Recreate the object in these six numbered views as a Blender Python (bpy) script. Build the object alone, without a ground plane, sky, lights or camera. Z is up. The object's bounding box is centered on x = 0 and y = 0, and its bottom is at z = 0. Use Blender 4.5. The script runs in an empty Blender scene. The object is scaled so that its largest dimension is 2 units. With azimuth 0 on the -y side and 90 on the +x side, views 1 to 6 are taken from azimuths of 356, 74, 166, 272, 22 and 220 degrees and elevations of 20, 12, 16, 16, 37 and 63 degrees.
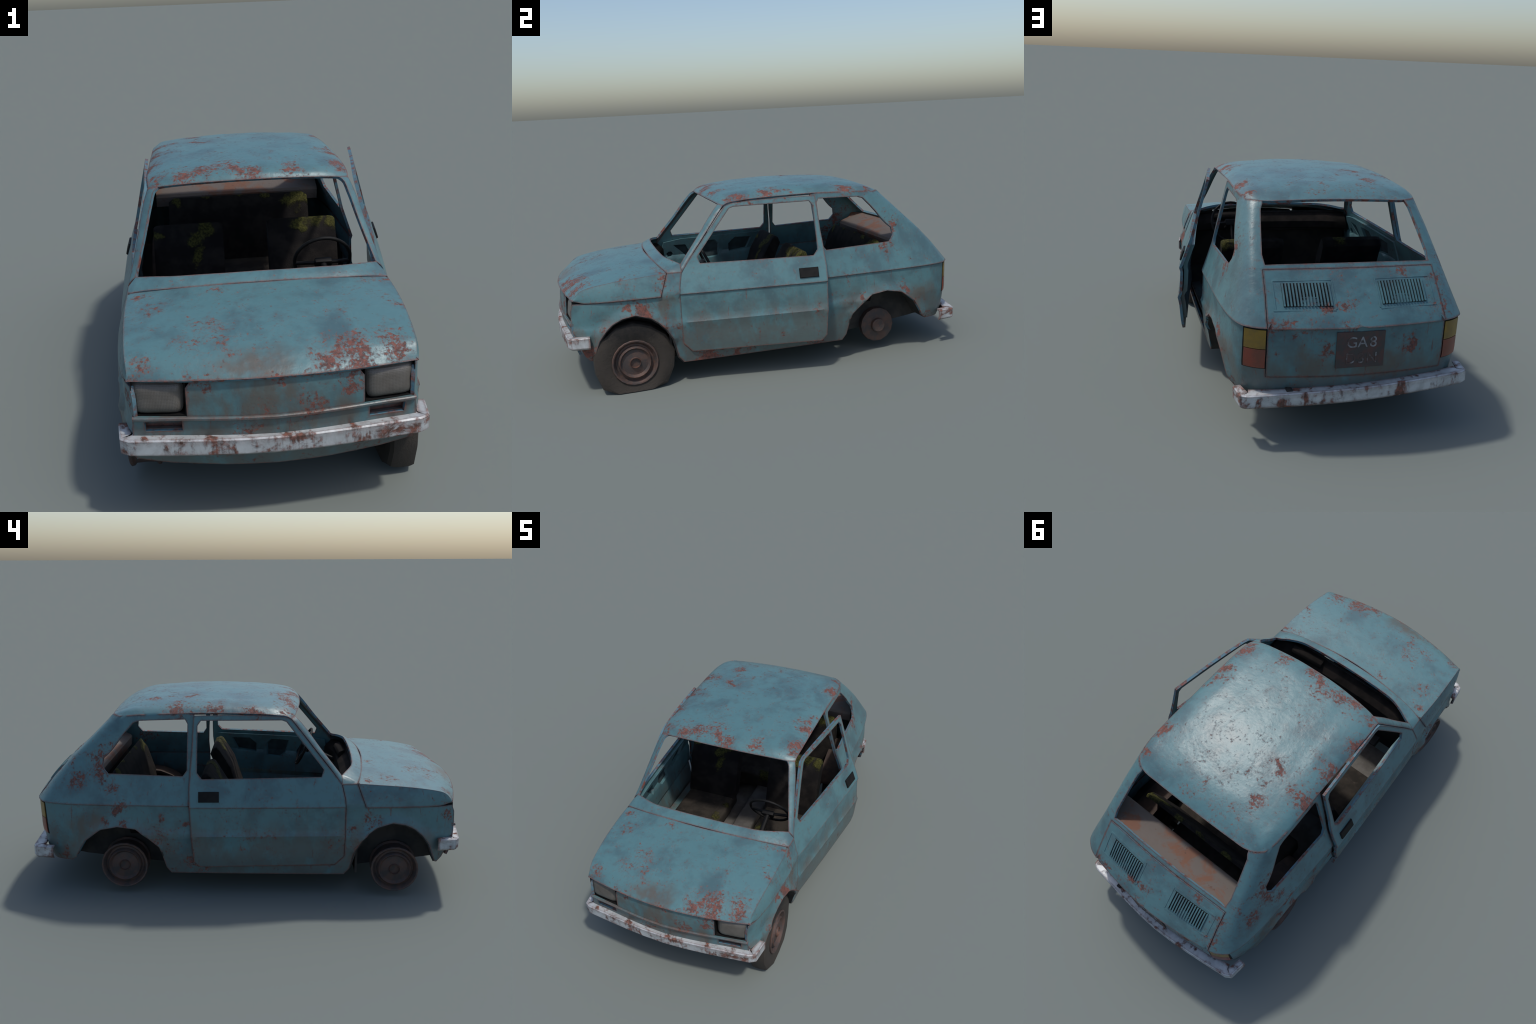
# An abandoned small hatchback: rusty blue shell, one flat tyre, bare rims, driver's door ajar.
# All coordinates are in the car's own frame (centre line x = 0, +x = driver's side, -y = front, z up);
# the root Empty shifts the car sideways so that the bounding box (with the open door) is centred.
import bpy, bmesh, math, random
import numpy as np
from mathutils import Vector, Matrix
from mathutils.geometry import delaunay_2d_cdt

random.seed(7)
ROOT_X = -0.037

# ------------------------------------------------------------------ node helpers
def new_mat(name):
    m = bpy.data.materials.new(name); m.use_nodes = True
    nt = m.node_tree; nt.nodes.clear()
    return m, nt

class G:
    """tiny node graph builder"""
    def __init__(s, nt): s.nt = nt; s.co = None
    def n(s, typ, **kw):
        nd = s.nt.nodes.new(typ)
        for k, v in kw.items(): setattr(nd, k, v)
        return nd
    def put(s, sock, v):
        if isinstance(v, bpy.types.NodeSocket): s.nt.links.new(v, sock)
        else: sock.default_value = v
    def coords(s):
        if s.co is None: s.co = s.n('ShaderNodeTexCoord').outputs['Object']
        return s.co
    def mapped(s, scale=(1, 1, 1), loc=(0, 0, 0)):
        m = s.n('ShaderNodeMapping'); s.put(m.inputs['Vector'], s.coords())
        m.inputs['Scale'].default_value = scale; m.inputs['Location'].default_value = loc
        return m.outputs[0]
    def noise(s, scale, detail=4, rough=.55, vec=None, dist=0.):
        t = s.n('ShaderNodeTexNoise'); s.put(t.inputs['Vector'], vec or s.coords())
        t.inputs['Scale'].default_value = scale; t.inputs['Detail'].default_value = detail
        t.inputs['Roughness'].default_value = rough; t.inputs['Distortion'].default_value = dist
        return t.outputs['Fac']
    def voro(s, scale, vec=None):
        t = s.n('ShaderNodeTexVoronoi'); s.put(t.inputs['Vector'], vec or s.coords())
        t.inputs['Scale'].default_value = scale; return t.outputs['Distance']
    def math(s, op, a, b=0., c=0., clamp=False):
        t = s.n('ShaderNodeMath', operation=op); t.use_clamp = clamp
        s.put(t.inputs[0], a); s.put(t.inputs[1], b); s.put(t.inputs[2], c); return t.outputs[0]
    def ramp(s, v, a, b, smooth=True):
        t = s.n('ShaderNodeMapRange'); t.interpolation_type = 'SMOOTHSTEP' if smooth else 'LINEAR'
        s.put(t.inputs['Value'], v); s.put(t.inputs['From Min'], a); s.put(t.inputs['From Max'], b); return t.outputs[0]
    def mix(s, f, a, b):
        t = s.n('ShaderNodeMix', data_type='RGBA'); s.put(t.inputs[0], f)
        for i, v in ((6, a), (7, b)):
            if isinstance(v, tuple) and len(v) == 3: v = (*v, 1)
            s.put(t.inputs[i], v)
        return t.outputs[2]
    def fmix(s, f, a, b):
        t = s.n('ShaderNodeMix', data_type='FLOAT'); s.put(t.inputs[0], f); s.put(t.inputs[2], a); s.put(t.inputs[3], b); return t.outputs[0]
    def xyz(s):
        t = s.n('ShaderNodeSeparateXYZ'); s.put(t.inputs[0], s.coords()); return t.outputs
    def edge(s, radius):
        """1 at hard edges of the sheet metal, 0 on the flats"""
        b = s.n('ShaderNodeBevel', samples=6); b.inputs['Radius'].default_value = radius
        g = s.n('ShaderNodeNewGeometry')
        d = s.n('ShaderNodeVectorMath', operation='DOT_PRODUCT')
        s.put(d.inputs[0], b.outputs[0]); s.put(d.inputs[1], g.outputs['Normal'])
        return s.ramp(d.outputs['Value'], .965, .76)
    def blob(s, centre, radius):
        """soft spot around a place on the car (0..1)"""
        d = s.n('ShaderNodeVectorMath', operation='DISTANCE'); s.put(d.inputs[0], s.warped()); d.inputs[1].default_value = centre
        return s.ramp(d.outputs['Value'], radius, 0.)
    def warped(s):
        """object coordinates shaken by noise, so that stains get ragged, wandering outlines"""
        if getattr(s, 'wp', None) is None:
            acc = s.coords()
            for sc, amp in ((7., .16), (22., .05)):
                t = s.n('ShaderNodeTexNoise'); s.put(t.inputs['Vector'], s.coords()); t.inputs['Scale'].default_value = sc; t.inputs['Detail'].default_value = 4
                m = s.n('ShaderNodeVectorMath', operation='MULTIPLY_ADD'); s.put(m.inputs[0], t.outputs['Color']); m.inputs[1].default_value = (amp,) * 3
                s.put(m.inputs[2], acc); acc = m.outputs[0]
                o = s.n('ShaderNodeVectorMath', operation='ADD'); s.put(o.inputs[0], acc); o.inputs[1].default_value = (-amp / 2,) * 3; acc = o.outputs[0]
            s.wp = acc
        return s.wp
    def spots(s, lst):
        acc = None
        for c, r in lst:
            b = s.blob(c, r); acc = b if acc is None else s.math('MAXIMUM', acc, b)
        return acc
    def bump(s, h, strength, dist=.01):
        b = s.n('ShaderNodeBump'); b.inputs['Strength'].default_value = strength; b.inputs['Distance'].default_value = dist
        s.put(b.inputs['Height'], h); return b.outputs[0]
    def out(s, **kw):
        p = s.n('ShaderNodeBsdfPrincipled'); o = s.n('ShaderNodeOutputMaterial')
        for k, v in kw.items():
            if isinstance(v, tuple) and len(v) == 3: v = (*v, 1)
            s.put(p.inputs[k.replace('_', ' ')], v)
        s.nt.links.new(p.outputs[0], o.inputs[0]); return p

RUST_RED = (.205, .068, .049); RUST_DARK = (.080, .040, .034); RUST_ORANGE = (.26, .095, .055)

def rust_colour(g):
    n = g.noise(75, 6, .72); n2 = g.noise(170, 3, .6)
    c = g.mix(g.ramp(n, .36, .64), RUST_DARK, RUST_RED)
    return g.mix(g.ramp(n2, .60, .72), c, RUST_ORANGE)

# places where the paint has rusted through in patches (car coordinates, radius)
PATCHES = [((.22, -.92, .50), .15), ((.34, -.90, .48), .13), ((-.38, -.90, .47), .09), ((.40, -.54, .53), .10),
           ((-.39, -.55, .53), .05), ((.22, -.96, .41), .06),
           ((-.33, .12, .85), .10), ((-.33, .28, .85), .14), ((-.36, -.05, .84), .09), ((-.34, -.17, .83), .10),
           ((.33, -.15, .84), .10), ((.34, .0, .85), .06), ((.0, -.22, .85), .08), ((.15, -.2, .85), .08), ((-.2, -.2, .85), .10),
           ((.34, .40, .83), .07), ((.32, .52, .83), .06), ((-.2, .43, .87), .07),
           ((-.41, .63, .58), .10), ((-.43, .60, .50), .07), ((.41, .58, .55), .08), ((-.40, .75, .52), .09),
           ((.46, -.02, .33), .05), ((.46, .02, .33), .035), ((-.46, -.12, .50), .07), ((-.46, -.12, .44), .05),
           ((-.45, .19, .17), .10), ((.45, -.35, .12), .12), ((.45, .2, .13), .10),
           ((-.32, .84, .57), .05), ((-.31, .93, .47), .09), ((.09, .93, .49), .05), ((-.22, .82, .60), .07), ((.30, .95, .44), .06),
           ((.46, -.47, .42), .06), ((.46, -.41, .42), .05), ((.44, .80, .17), .08), ((-.44, .82, .18), .08),
           ((.41, -.88, .20), .07), ((-.42, -.90, .38), .07), ((-.46, .55, .40), .07), ((-.46, .36, .40), .05),
           ((.46, -.7, .40), .06), ((.46, -.62, .38), .07), ((-.46, -.57, .36), .08), ((-.2, .96, .36), .08), ((.1, .97, .37), .06),
           ((.38, .62, .66), .08), ((-.38, .6, .68), .07), ((-.46, .05, .30), .07), ((.1, -.98, .38), .09),
           ((0.47, -0.60, 0.36), .045), ((0.47, -0.72, 0.37), .045), ((0.46, -0.80, 0.32), .045), ((0.46, -0.52, 0.30), .045), ((0.47, 0.44, 0.31), .045), ((0.47, 0.66, 0.34), .045), ((0.46, 0.74, 0.27), .045), ((-0.47, 0.50, 0.35), .045), ((-0.47, 0.62, 0.34), .045), ((-0.47, -0.60, 0.36), .045), ((-0.46, -0.76, 0.35), .045), ((0.45, -0.45, 0.30), .045), ((-0.45, -0.45, 0.42), .045), ((-0.45, -0.46, 0.33), .045), ((-0.45, 0.23, 0.36), .045), ((-0.45, 0.22, 0.25), .045), ((0.45, -0.20, 0.12), .045), ((-0.20, -0.97, 0.44), .045), ((0.00, -0.99, 0.45), .045), ((-0.30, 0.45, 0.15), .045)]

def make_paint(name='blue_paint', edges=True):
    m, nt = new_mat(name); g = G(nt)
    x, y, z = g.xyz()
    # sun-bleached blue with grey-blue clouds
    cl = g.noise(6.5, 6, .6, dist=.3)
    base = g.mix(g.ramp(cl, .34, .56), (.063, .122, .138), (.083, .181, .198))
    base = g.mix(g.math('MULTIPLY', g.ramp(g.noise(19, 5, .6), .52, .72), .55), base, (.075, .122, .134))
    base = g.mix(g.math('MULTIPLY', g.ramp(g.noise(48, 3, .5), .58, .75), .35), base, (.10, .208, .222))
    # mud and road film splashed up from below, only where it sits: low on the body
    streak = g.noise(7, 5, .6, vec=g.mapped((1.6, 1.6, .8), (3, 1, 0)))
    low = g.ramp(z, .44, .20)
    mud = g.math('MULTIPLY', g.ramp(g.math('ADD', streak, g.math('MULTIPLY', low, .18)), .45, .68), g.math('MULTIPLY', g.ramp(z, .42, .30), .72))
    grime = g.spots([((-.05, -.98, .40), .20), ((.12, -.98, .30), .18), ((-.25, -.96, .30), .18), ((.36, -.95, .30), .12), ((.46, -.56, .38), .10), ((.45, -.48, .28), .12), ((.46, -.35, .22), .16), ((-.46, .7, .3), .16), ((.45, .5, .25), .14), ((.45, .72, .25), .12), ((-.1, .98, .27), .13), ((.2, .97, .30), .12), ((-.46, -.5, .2), .13)])
    mud = g.math('MAXIMUM', mud, g.math('MULTIPLY', g.ramp(grime, .0, .55), g.ramp(streak, .34, .58)), clamp=True)
    mud = g.math('MULTIPLY', mud, .85)
    base = g.mix(mud, base, (.102, .090, .075))
    # rust: patches, freckles, edges
    fine = g.noise(85, 7, .68); mid = g.noise(14, 7, .70, dist=.9); cluster = g.ramp(g.noise(4.2, 4, .6, vec=g.mapped(loc=(2.3, 4.1, 1.7))), .48, .72)
    patch = g.spots(PATCHES)
    lvl = g.math('ADD', g.math('MULTIPLY', fine, .50), g.math('MULTIPLY', mid, .50))
    lvl = g.math('ADD', lvl, g.math('ADD', g.math('MULTIPLY', patch, .155), g.math('MULTIPLY', cluster, .095)))
    r1 = g.math('MAXIMUM', g.ramp(lvl, .585, .66), g.math('MULTIPLY', g.ramp(lvl, .53, .66), .45))
    edge = g.edge(.017) if edges else 0.
    r2 = g.ramp(g.math('ADD', g.math('MULTIPLY', edge, .40), g.math('ADD', g.math('MULTIPLY', fine, .5), g.math('MULTIPLY', mid, .5))), .63, .74)
    run = g.noise(24, 5, .7, vec=g.mapped((2.2, 2.2, .35), (0, 5, 2)))
    r3 = g.math('MULTIPLY', g.ramp(run, .60, .70), .6)
    rust = g.math('MAXIMUM', g.math('MAXIMUM', r1, r2), r3)
    rust = g.math('MULTIPLY', rust, .92)
    col = g.mix(rust, base, rust_colour(g))
    h = g.math('ADD', g.math('MULTIPLY', g.noise(38, 4, .55), .5), g.math('MULTIPLY', rust, -.22))
    h = g.math('ADD', h, g.math('MULTIPLY', g.math('MULTIPLY', g.noise(220, 2, .5), rust), .25))
    g.out(Base_Color=col, Roughness=g.fmix(rust, g.fmix(cl, .33, .46), .82), Specular_IOR_Level=g.fmix(rust, .5, .25),
          Normal=g.bump(h, .32, .008))
    return m

def make_rust_edge():
    m, nt = new_mat('rusty_cut_edge'); g = G(nt)
    n = g.noise(22, 6, .7)
    col = g.mix(g.ramp(n, .45, .60), (.08, .17, .215), rust_colour(g))
    g.out(Base_Color=col, Roughness=.75, Normal=g.bump(g.noise(150, 3), .3, .004)); return m

def make_chrome():
    m, nt = new_mat('rusted_chrome'); g = G(nt)
    n = g.noise(16, 7, .65, dist=.4); st = g.noise(20, 4, .6, vec=g.mapped((1.5, 1.5, .25)))
    e = g.edge(.022)
    r = g.ramp(g.math('ADD', g.math('ADD', g.math('MULTIPLY', n, .55), g.math('MULTIPLY', st, .45)), g.math('MULTIPLY', e, .20)), .508, .60)
    spot = g.spots([((.33, -.97, .26), .13), ((.43, .93, .18), .08)])
    r = g.math('MAXIMUM', r, g.ramp(g.math('ADD', g.math('MULTIPLY', spot, .22), n), .60, .76))
    brown = g.mix(g.ramp(g.noise(70, 5, .65), .4, .62), (.085, .045, .034), (.20, .078, .055))
    col = g.mix(r, g.mix(g.ramp(n, .35, .6), (.53, .55, .56), (.40, .415, .42)), brown)
    g.out(Base_Color=col, Metallic=g.fmix(r, .25, .0), Roughness=g.fmix(r, .52, .85), Normal=g.bump(g.math('MULTIPLY', g.noise(120, 4), g.math('ADD', r, .15)), .3, .006)); return m

def make_simple(name, c0, c1, scale=18, rough=.7, bump=.25, bscale=90, metallic=0., spec=.4):
    m, nt = new_mat(name); g = G(nt)
    col = g.mix(g.ramp(g.noise(scale, 6, .65), .38, .64), c0, c1)
    g.out(Base_Color=col, Roughness=rough, Metallic=metallic, Specular_IOR_Level=spec, Normal=g.bump(g.noise(bscale, 4), bump, .005)); return m

def make_rim_metal():
    m, nt = new_mat('rusty_wheel_steel'); g = G(nt)
    n = g.noise(24, 6, .65)
    col = g.mix(g.ramp(n, .38, .60), (.060, .050, .048), (.100, .062, .050))
    col = g.mix(g.ramp(g.math('ADD', g.noise(75, 5, .7), g.math('MULTIPLY', g.edge(.005), .2)), .60, .70), col, (.155, .066, .042))
    g.out(Base_Color=col, Roughness=.68, Metallic=.25, Normal=g.bump(g.noise(130, 4), .3, .004)); return m

def make_rubber():
    m, nt = new_mat('cracked_rubber'); g = G(nt)
    x, y, z = g.xyz()
    d = g.ramp(g.math('ADD', g.noise(13, 6, .65), g.ramp(z, .20, .0)), .62, 1.15)
    col = g.mix(d, g.mix(g.ramp(g.noise(40, 5), .4, .65), (.007, .006, .0055), (.015, .012, .010)), (.036, .029, .023))
    col = g.mix(g.ramp(g.noise(55, 6, .7), .70, .76), col, (.17, .105, .05))
    g.out(Base_Color=col, Roughness=.85, Normal=g.bump(g.noise(90, 5, .7), .5, .006)); return m

def make_fabric(name, spots, c0=(.007, .006, .006), c1=(.019, .016, .014), dust=(.075, .062, .048), dustlvl=.68):
    """worn dark upholstery with dust and moss growing at the given places"""
    m, nt = new_mat(name); g = G(nt)
    col = g.mix(g.ramp(g.noise(14, 6, .6), .4, .65), c0, c1)
    col = g.mix(g.ramp(g.noise(28, 8, .72), dustlvl, dustlvl + .08), col, dust)
    n = g.noise(38, 6, .7, vec=g.mapped((1, 1, .7))); big = g.noise(12, 4, .6)
    mo = g.ramp(g.math('ADD', g.math('MULTIPLY', g.spots(spots), .50), g.math('ADD', g.math('MULTIPLY', n, .42), g.math('MULTIPLY', big, .30))), .55, .72)
    mc = g.mix(g.ramp(g.noise(120, 5, .7), .36, .62), (.020, .021, .006), (.080, .076, .018))
    col = g.mix(mo, col, mc)
    h = g.math('ADD', g.math('MULTIPLY', g.noise(230, 2), .3), g.math('MULTIPLY', mo, g.math('ADD', .5, g.noise(120, 5, .7))))
    g.out(Base_Color=col, Roughness=.9, Specular_IOR_Level=.2, Normal=g.bump(h, .7, .008)); return m

def make_lens(name, c, c2):
    m, nt = new_mat(name); g = G(nt)
    w1 = g.n('ShaderNodeTexWave', wave_type='BANDS', bands_direction='X'); g.put(w1.inputs['Vector'], g.coords()); w1.inputs['Scale'].default_value = 75
    w2 = g.n('ShaderNodeTexWave', wave_type='BANDS', bands_direction='Z'); g.put(w2.inputs['Vector'], g.coords()); w2.inputs['Scale'].default_value = 75
    w = g.math('MULTIPLY', w1.outputs['Fac'], w2.outputs['Fac'])
    d = g.ramp(g.noise(24, 5, .6), .35, .70)
    col = g.mix(g.math('MULTIPLY', g.math('ADD', g.math('MULTIPLY', w, .35), g.math('MULTIPLY', d, .55)), 1.), c, c2)
    g.out(Base_Color=col, Roughness=.40, Coat_Weight=.25, Coat_Roughness=.35, Normal=g.bump(w, .25, .002)); return m

def make_shelf():
    m, nt = new_mat('rusty_bare_shelf'); g = G(nt)
    n = g.noise(7, 7, .65, dist=.8)
    col = g.mix(g.ramp(n, .47, .60), (.118, .098, .086), (.150, .070, .043))
    col = g.mix(g.ramp(g.noise(40, 6, .7), .60, .70), col, (.095, .05, .035))
    g.out(Base_Color=col, Roughness=.8, Normal=g.bump(g.noise(70, 5), .35, .006)); return m

def make_plate():
    m, nt = new_mat('rusted_plate'); g = G(nt)
    col = g.mix(g.ramp(g.noise(30, 6, .7), .42, .60), (.058, .050, .047), (.088, .047, .041))
    g.out(Base_Color=col, Roughness=.75, Normal=g.bump(g.noise(120, 4), .3, .004)); return m

def make_letters():
    m, nt = new_mat('worn_letter_paint'); g = G(nt)
    x, y, z = g.xyz()
    wear = g.ramp(g.math('ADD', g.noise(38, 6, .7), g.math('MULTIPLY', g.ramp(z, .38, .33), .13)), .42, .66)
    col = g.mix(wear, (.24, .25, .26), (.075, .047, .042))
    g.out(Base_Color=col, Roughness=.7); return m

PAINT = make_paint(); PLAIN = make_paint('blue_paint_thin', False); EDGE = make_rust_edge(); CHROME = make_chrome(); STEEL = make_rim_metal(); RUBBER = make_rubber()
WELL = make_simple('wheel_housing_dirt', (.022, .022, .022), (.045, .040, .036), 9, .85)
WELL_IN = make_simple('brown_housing_cover', (.05, .035, .03), (.09, .06, .045), 10, .8)
POCKET_SHADE = make_simple('door_pocket_painted_shade', (.020, .034, .038), (.034, .056, .062), 14, .85)  # darkened blue for the pocket floors, recess shadow put into the colour
BLACK = make_simple('black_plastic', (.005, .005, .005), (.010, .0095, .009), 25, .6, .1, spec=.2)
DASH = make_simple('dusty_dashboard', (.009, .008, .007), (.020, .016, .014), 9, .9, .2, spec=.1)
FLOOR = make_simple('bare_floor_metal', (.072, .066, .059), (.125, .117, .107), 8, .75, .2)
UNDER = make_simple('underbody_grime', (.018, .017, .016), (.04, .034, .03), 8, .9)
SHELF = make_shelf(); PLATE = make_plate(); LETTER = make_letters()
HEADLAMP = make_lens('clouded_headlamp_glass', (.118, .108, .095), (.070, .060, .049))
AMBER = make_lens('amber_lens', (.255, .150, .010), (.13, .085, .026))
RED = make_lens('red_lens', (.235, .042, .020), (.11, .044, .027))

# ------------------------------------------------------------------ object helpers
root = bpy.data.objects.new('abandoned_hatchback', None); bpy.context.scene.collection.objects.link(root)
root.empty_display_size = .2; root.location = (ROOT_X, 0, 0)
root['label'] = 'abandoned small blue hatchback car, rusty, windowless, one flat tyre'
root['category'] = 'car'

def link(ob, parent=None):
    bpy.context.scene.collection.objects.link(ob); ob.parent = parent or root; return ob

def mesh_object(name, verts, faces, mats, parent=None, idx=None, smooth=40., origin=None):
    me = bpy.data.meshes.new(name)
    v = np.asarray(verts, float)
    if origin is not None: v = v - np.asarray(origin)
    me.from_pydata([tuple(p) for p in v], [], [tuple(f) for f in faces])
    for m in (mats if isinstance(mats, (list, tuple)) else [mats]): me.materials.append(m)
    if idx is not None: me.polygons.foreach_set('material_index', np.asarray(idx, np.int32))
    me.validate(); me.update()
    if smooth is not None:
        me.shade_smooth(); me.set_sharp_from_angle(angle=math.radians(smooth))
    ob = bpy.data.objects.new(name, me); link(ob, parent)
    if origin is not None: ob.location = origin
    return ob

class Surf:
    """open sheet collected from patches; welded, thickened, cut into named parts"""
    def __init__(s): s.v = []; s.f = []; s.tag = []
    def add(s, verts, faces, tag=0):
        o = len(s.v); s.v += [tuple(p) for p in verts]; s.f += [tuple(i + o for i in f) for f in faces]; s.tag += [tag] * len(faces)
    def grid(s, rows, tag=0, flip=False, away=None):
        """quad grid; away = a point inside the car, the sheet is turned to face away from it"""
        n = len(rows[0]); verts = [p for r in rows for p in r]; fs = []
        if away is not None:
            A = np.array(rows, float); nn = np.cross(A[:-1, 1:] - A[:-1, :-1], A[1:, :-1] - A[:-1, :-1]); flip = float((nn * (A[:-1, :-1] - np.array(away))).sum()) < 0
        for i in range(len(rows) - 1):
            for j in range(n - 1):
                q = (i * n + j, i * n + j + 1, (i + 1) * n + j + 1, (i + 1) * n + j)
                fs.append(q[::-1] if flip else q)
        s.add(verts, fs, tag)
    def mirror(s):
        o = len(s.v); nf = len(s.f)
        s.v += [(-a, b, c) for a, b, c in s.v]
        for k in range(nf): s.f.append(tuple(i + o for i in reversed(s.f[k]))); s.tag.append(s.tag[k] if not isinstance(s.tag[k], str) else s.tag[k] + '|R')
    def weld(s, d=1e-4):
        key = {}; mp = []; nv = []
        for p in s.v:
            k = tuple(int(round(c / d)) for c in p)
            if k not in key: key[k] = len(nv); nv.append(p)
            mp.append(key[k])
        fs, tg = [], []
        for f, t in zip(s.f, s.tag):
            g = []
            for i in f:
                if mp[i] not in g: g.append(mp[i])
            if len(g) > 2: fs.append(tuple(g)); tg.append(t)
        s.v, s.f, s.tag = nv, fs, tg
    def normals(s):
        V = np.array(s.v); N = np.zeros_like(V)
        for f in s.f:
            p = V[list(f)]; n = np.zeros(3)
            for i in range(len(f)): n += np.cross(p[i], p[(i + 1) % len(f)])
            for i in f: N[i] += n
        return N / np.maximum(np.linalg.norm(N, axis=1, keepdims=True), 1e-12)
    def thicken(s, t):
        """add an inner skin and rims; returns verts, faces, material index (0 skin, 1 rim), tags"""
        V = np.array(s.v); N = s.normals(); n = len(V)
        allv = np.vstack([V, V - N * t]); faces = list(s.f); idx = [0] * len(faces); tags = list(s.tag)
        cnt = {}
        for k, f in enumerate(s.f):
            for i in range(len(f)):
                a, b = f[i], f[(i + 1) % len(f)]; cnt.setdefault((min(a, b), max(a, b)), []).append((a, b, k))
        for k, f in enumerate(s.f): faces.append(tuple(i + n for i in reversed(f))); idx.append(0); tags.append(s.tag[k])
        for e, l in cnt.items():
            if len(l) == 1:
                a, b, k = l[0]; faces.append((b, a, a + n, b + n)); idx.append(1); tags.append(s.tag[k])
        return allv, faces, idx, tags

def split_parts(name_of, verts, faces, idx, tags, mats, smooth=38.):
    """build the whole sheet once, then hand its faces to one object per tag, keeping the shared normals"""
    me = bpy.data.meshes.new('whole'); me.from_pydata([tuple(p) for p in verts], [], faces); me.update()
    me.shade_smooth(); me.set_sharp_from_angle(angle=math.radians(smooth))
    cn = np.empty(len(me.loops) * 3, np.float32); me.corner_normals.foreach_get('vector', cn); cn = cn.reshape(-1, 3)
    start = [p.loop_start for p in me.polygons]; obs = {}
    for t in sorted(set(tags)):
        mp = {}; nv = []; nf = []; ni = []; nn = []
        for k, f in enumerate(faces):
            if tags[k] != t: continue
            g = []
            for j, i in enumerate(f):
                if i not in mp: mp[i] = len(nv); nv.append(verts[i])
                g.append(mp[i]); nn.append(tuple(cn[start[k] + j]))
            nf.append(g); ni.append(idx[k])
        ob = mesh_object(name_of(t), nv, nf, mats, idx=ni, smooth=None)
        ob.data.shade_smooth()
        ob.data.normals_split_custom_set(nn); obs[t] = ob
    bpy.data.meshes.remove(me); return obs

def hermite(xs, ys):
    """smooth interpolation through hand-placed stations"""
    xs = np.asarray(xs, float); ys = np.asarray(ys, float)
    d = np.gradient(ys, xs, axis=0) if len(xs) > 2 else np.repeat((ys[1:] - ys[:1]) / (xs[1] - xs[0]), 2, 0)
    def f(x):
        x = min(max(x, xs[0]), xs[-1]); i = min(max(int(np.searchsorted(xs, x)) - 1, 0), len(xs) - 2)
        h = xs[i + 1] - xs[i]; t = (x - xs[i]) / h
        return ((2*t**3 - 3*t**2 + 1) * ys[i] + (t**3 - 2*t**2 + t) * h * d[i] + (-2*t**3 + 3*t**2) * ys[i+1] + (t**3 - t**2) * h * d[i+1])
    return f

def lin(xs, ys):
    return lambda x: float(np.interp(x, xs, ys))

# ------------------------------------------------------------------ the body side / tail as one surface S(s, z)
# s runs along the car at height z: s = y on the flank, then on round the rear corner to the centre line (s = 1.24)
BELT = .434
profile = lin([.10, .135, .20, .27, .297, .303, .312, .36, .4325, .4355, .46, .53, .565, .70, .83],
              [.433, .440, .451, .4590, .4655, .4672, .4605, .4585, .4575, .4640, .4560, .4340, .4225, .3925, .3625])
plan_belt = hermite([-.96, -.94, -.926, -.90, -.865, -.80, -.70, -.54, -.45, -.2, .05, .25, .40, .5],
                    [-.078, -.066, -.060, -.048, -.038, -.030, -.020, -.008, -.002, .004, .006, .006, .003, -.001])
plan_roof = hermite([-.45, -.25, -.2, 0, .2, .4, .5], [-.010, -.012, -.009, -.002, 0, .001, .001])
tuck = lin([-.95, -.88, -.80, -.66, -.56], [0, -.002, -.004, -.002, 0])
def flank_x(y, z):
    k = min(max((z - .46) / .36, 0.), 1.)
    return profile(z) + (1 - k) * float(plan_belt(y)) + k * float(plan_roof(y)) - tuck(y) * lin([.34, .375, .42, .434, .45], [0, 1, 1, .4, 0])(z)

STATIONS = [.58, .66, .72, .78, .84, .90, 1.0, 1.12, 1.24]
LEVELS = {  # (x, y) of each station at some heights
    .13:  [(.434, .60), (.424, .725), (.411, .80), (.393, .85), (.370, .873), (.34, .89), (.26, .905), (.13, .92), (0, .925)],
    .20:  [(.446, .60), (.439, .735), (.427, .82), (.410, .873), (.386, .899), (.35, .919), (.265, .935), (.13, .951), (0, .957)],
    .30:  [(.462, .60), (.453, .74), (.440, .83), (.419, .885), (.394, .912), (.358, .933), (.27, .949), (.13, .966), (0, .972)],
    .4325: [(.457, .60), (.450, .74), (.438, .83), (.420, .888), (.395, .914), (.360, .935), (.27, .951), (.13, .968), (0, .975)],
    .4355: [(.464, .60), (.457, .74), (.445, .83), (.426, .892), (.401, .920), (.365, .941), (.27, .958), (.13, .975), (0, .982)],
    .53:  [(.432, .585), (.428, .69), (.418, .768), (.400, .826), (.378, .856), (.347, .869), (.27, .877), (.13, .888), (0, .891)],
    .62:  [(.408, .56), (.403, .63), (.396, .695), (.384, .745), (.366, .775), (.337, .787), (.27, .789), (.13, .795), (0, .797)],
    .72:  [(.388, .535), (.384, .577), (.377, .615), (.365, .651), (.347, .675), (.320, .685), (.26, .690), (.13, .695), (0, .697)],
    .80:  [(.366, .50), (.361, .532), (.353, .558), (.341, .580), (.324, .596), (.301, .605), (.25, .609), (.13, .614), (0, .617)],
    .83:  [(.359, .48), (.352, .507), (.342, .532), (.326, .555), (.308, .571), (.288, .58), (.24, .585), (.13, .588), (0, .59)]}
ZL = sorted(LEVELS)
TAB = np.array([LEVELS[z] for z in ZL])
ARCHES = ((-.665, .215, .155, .20), (.565, .20, .155, .19))

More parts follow.
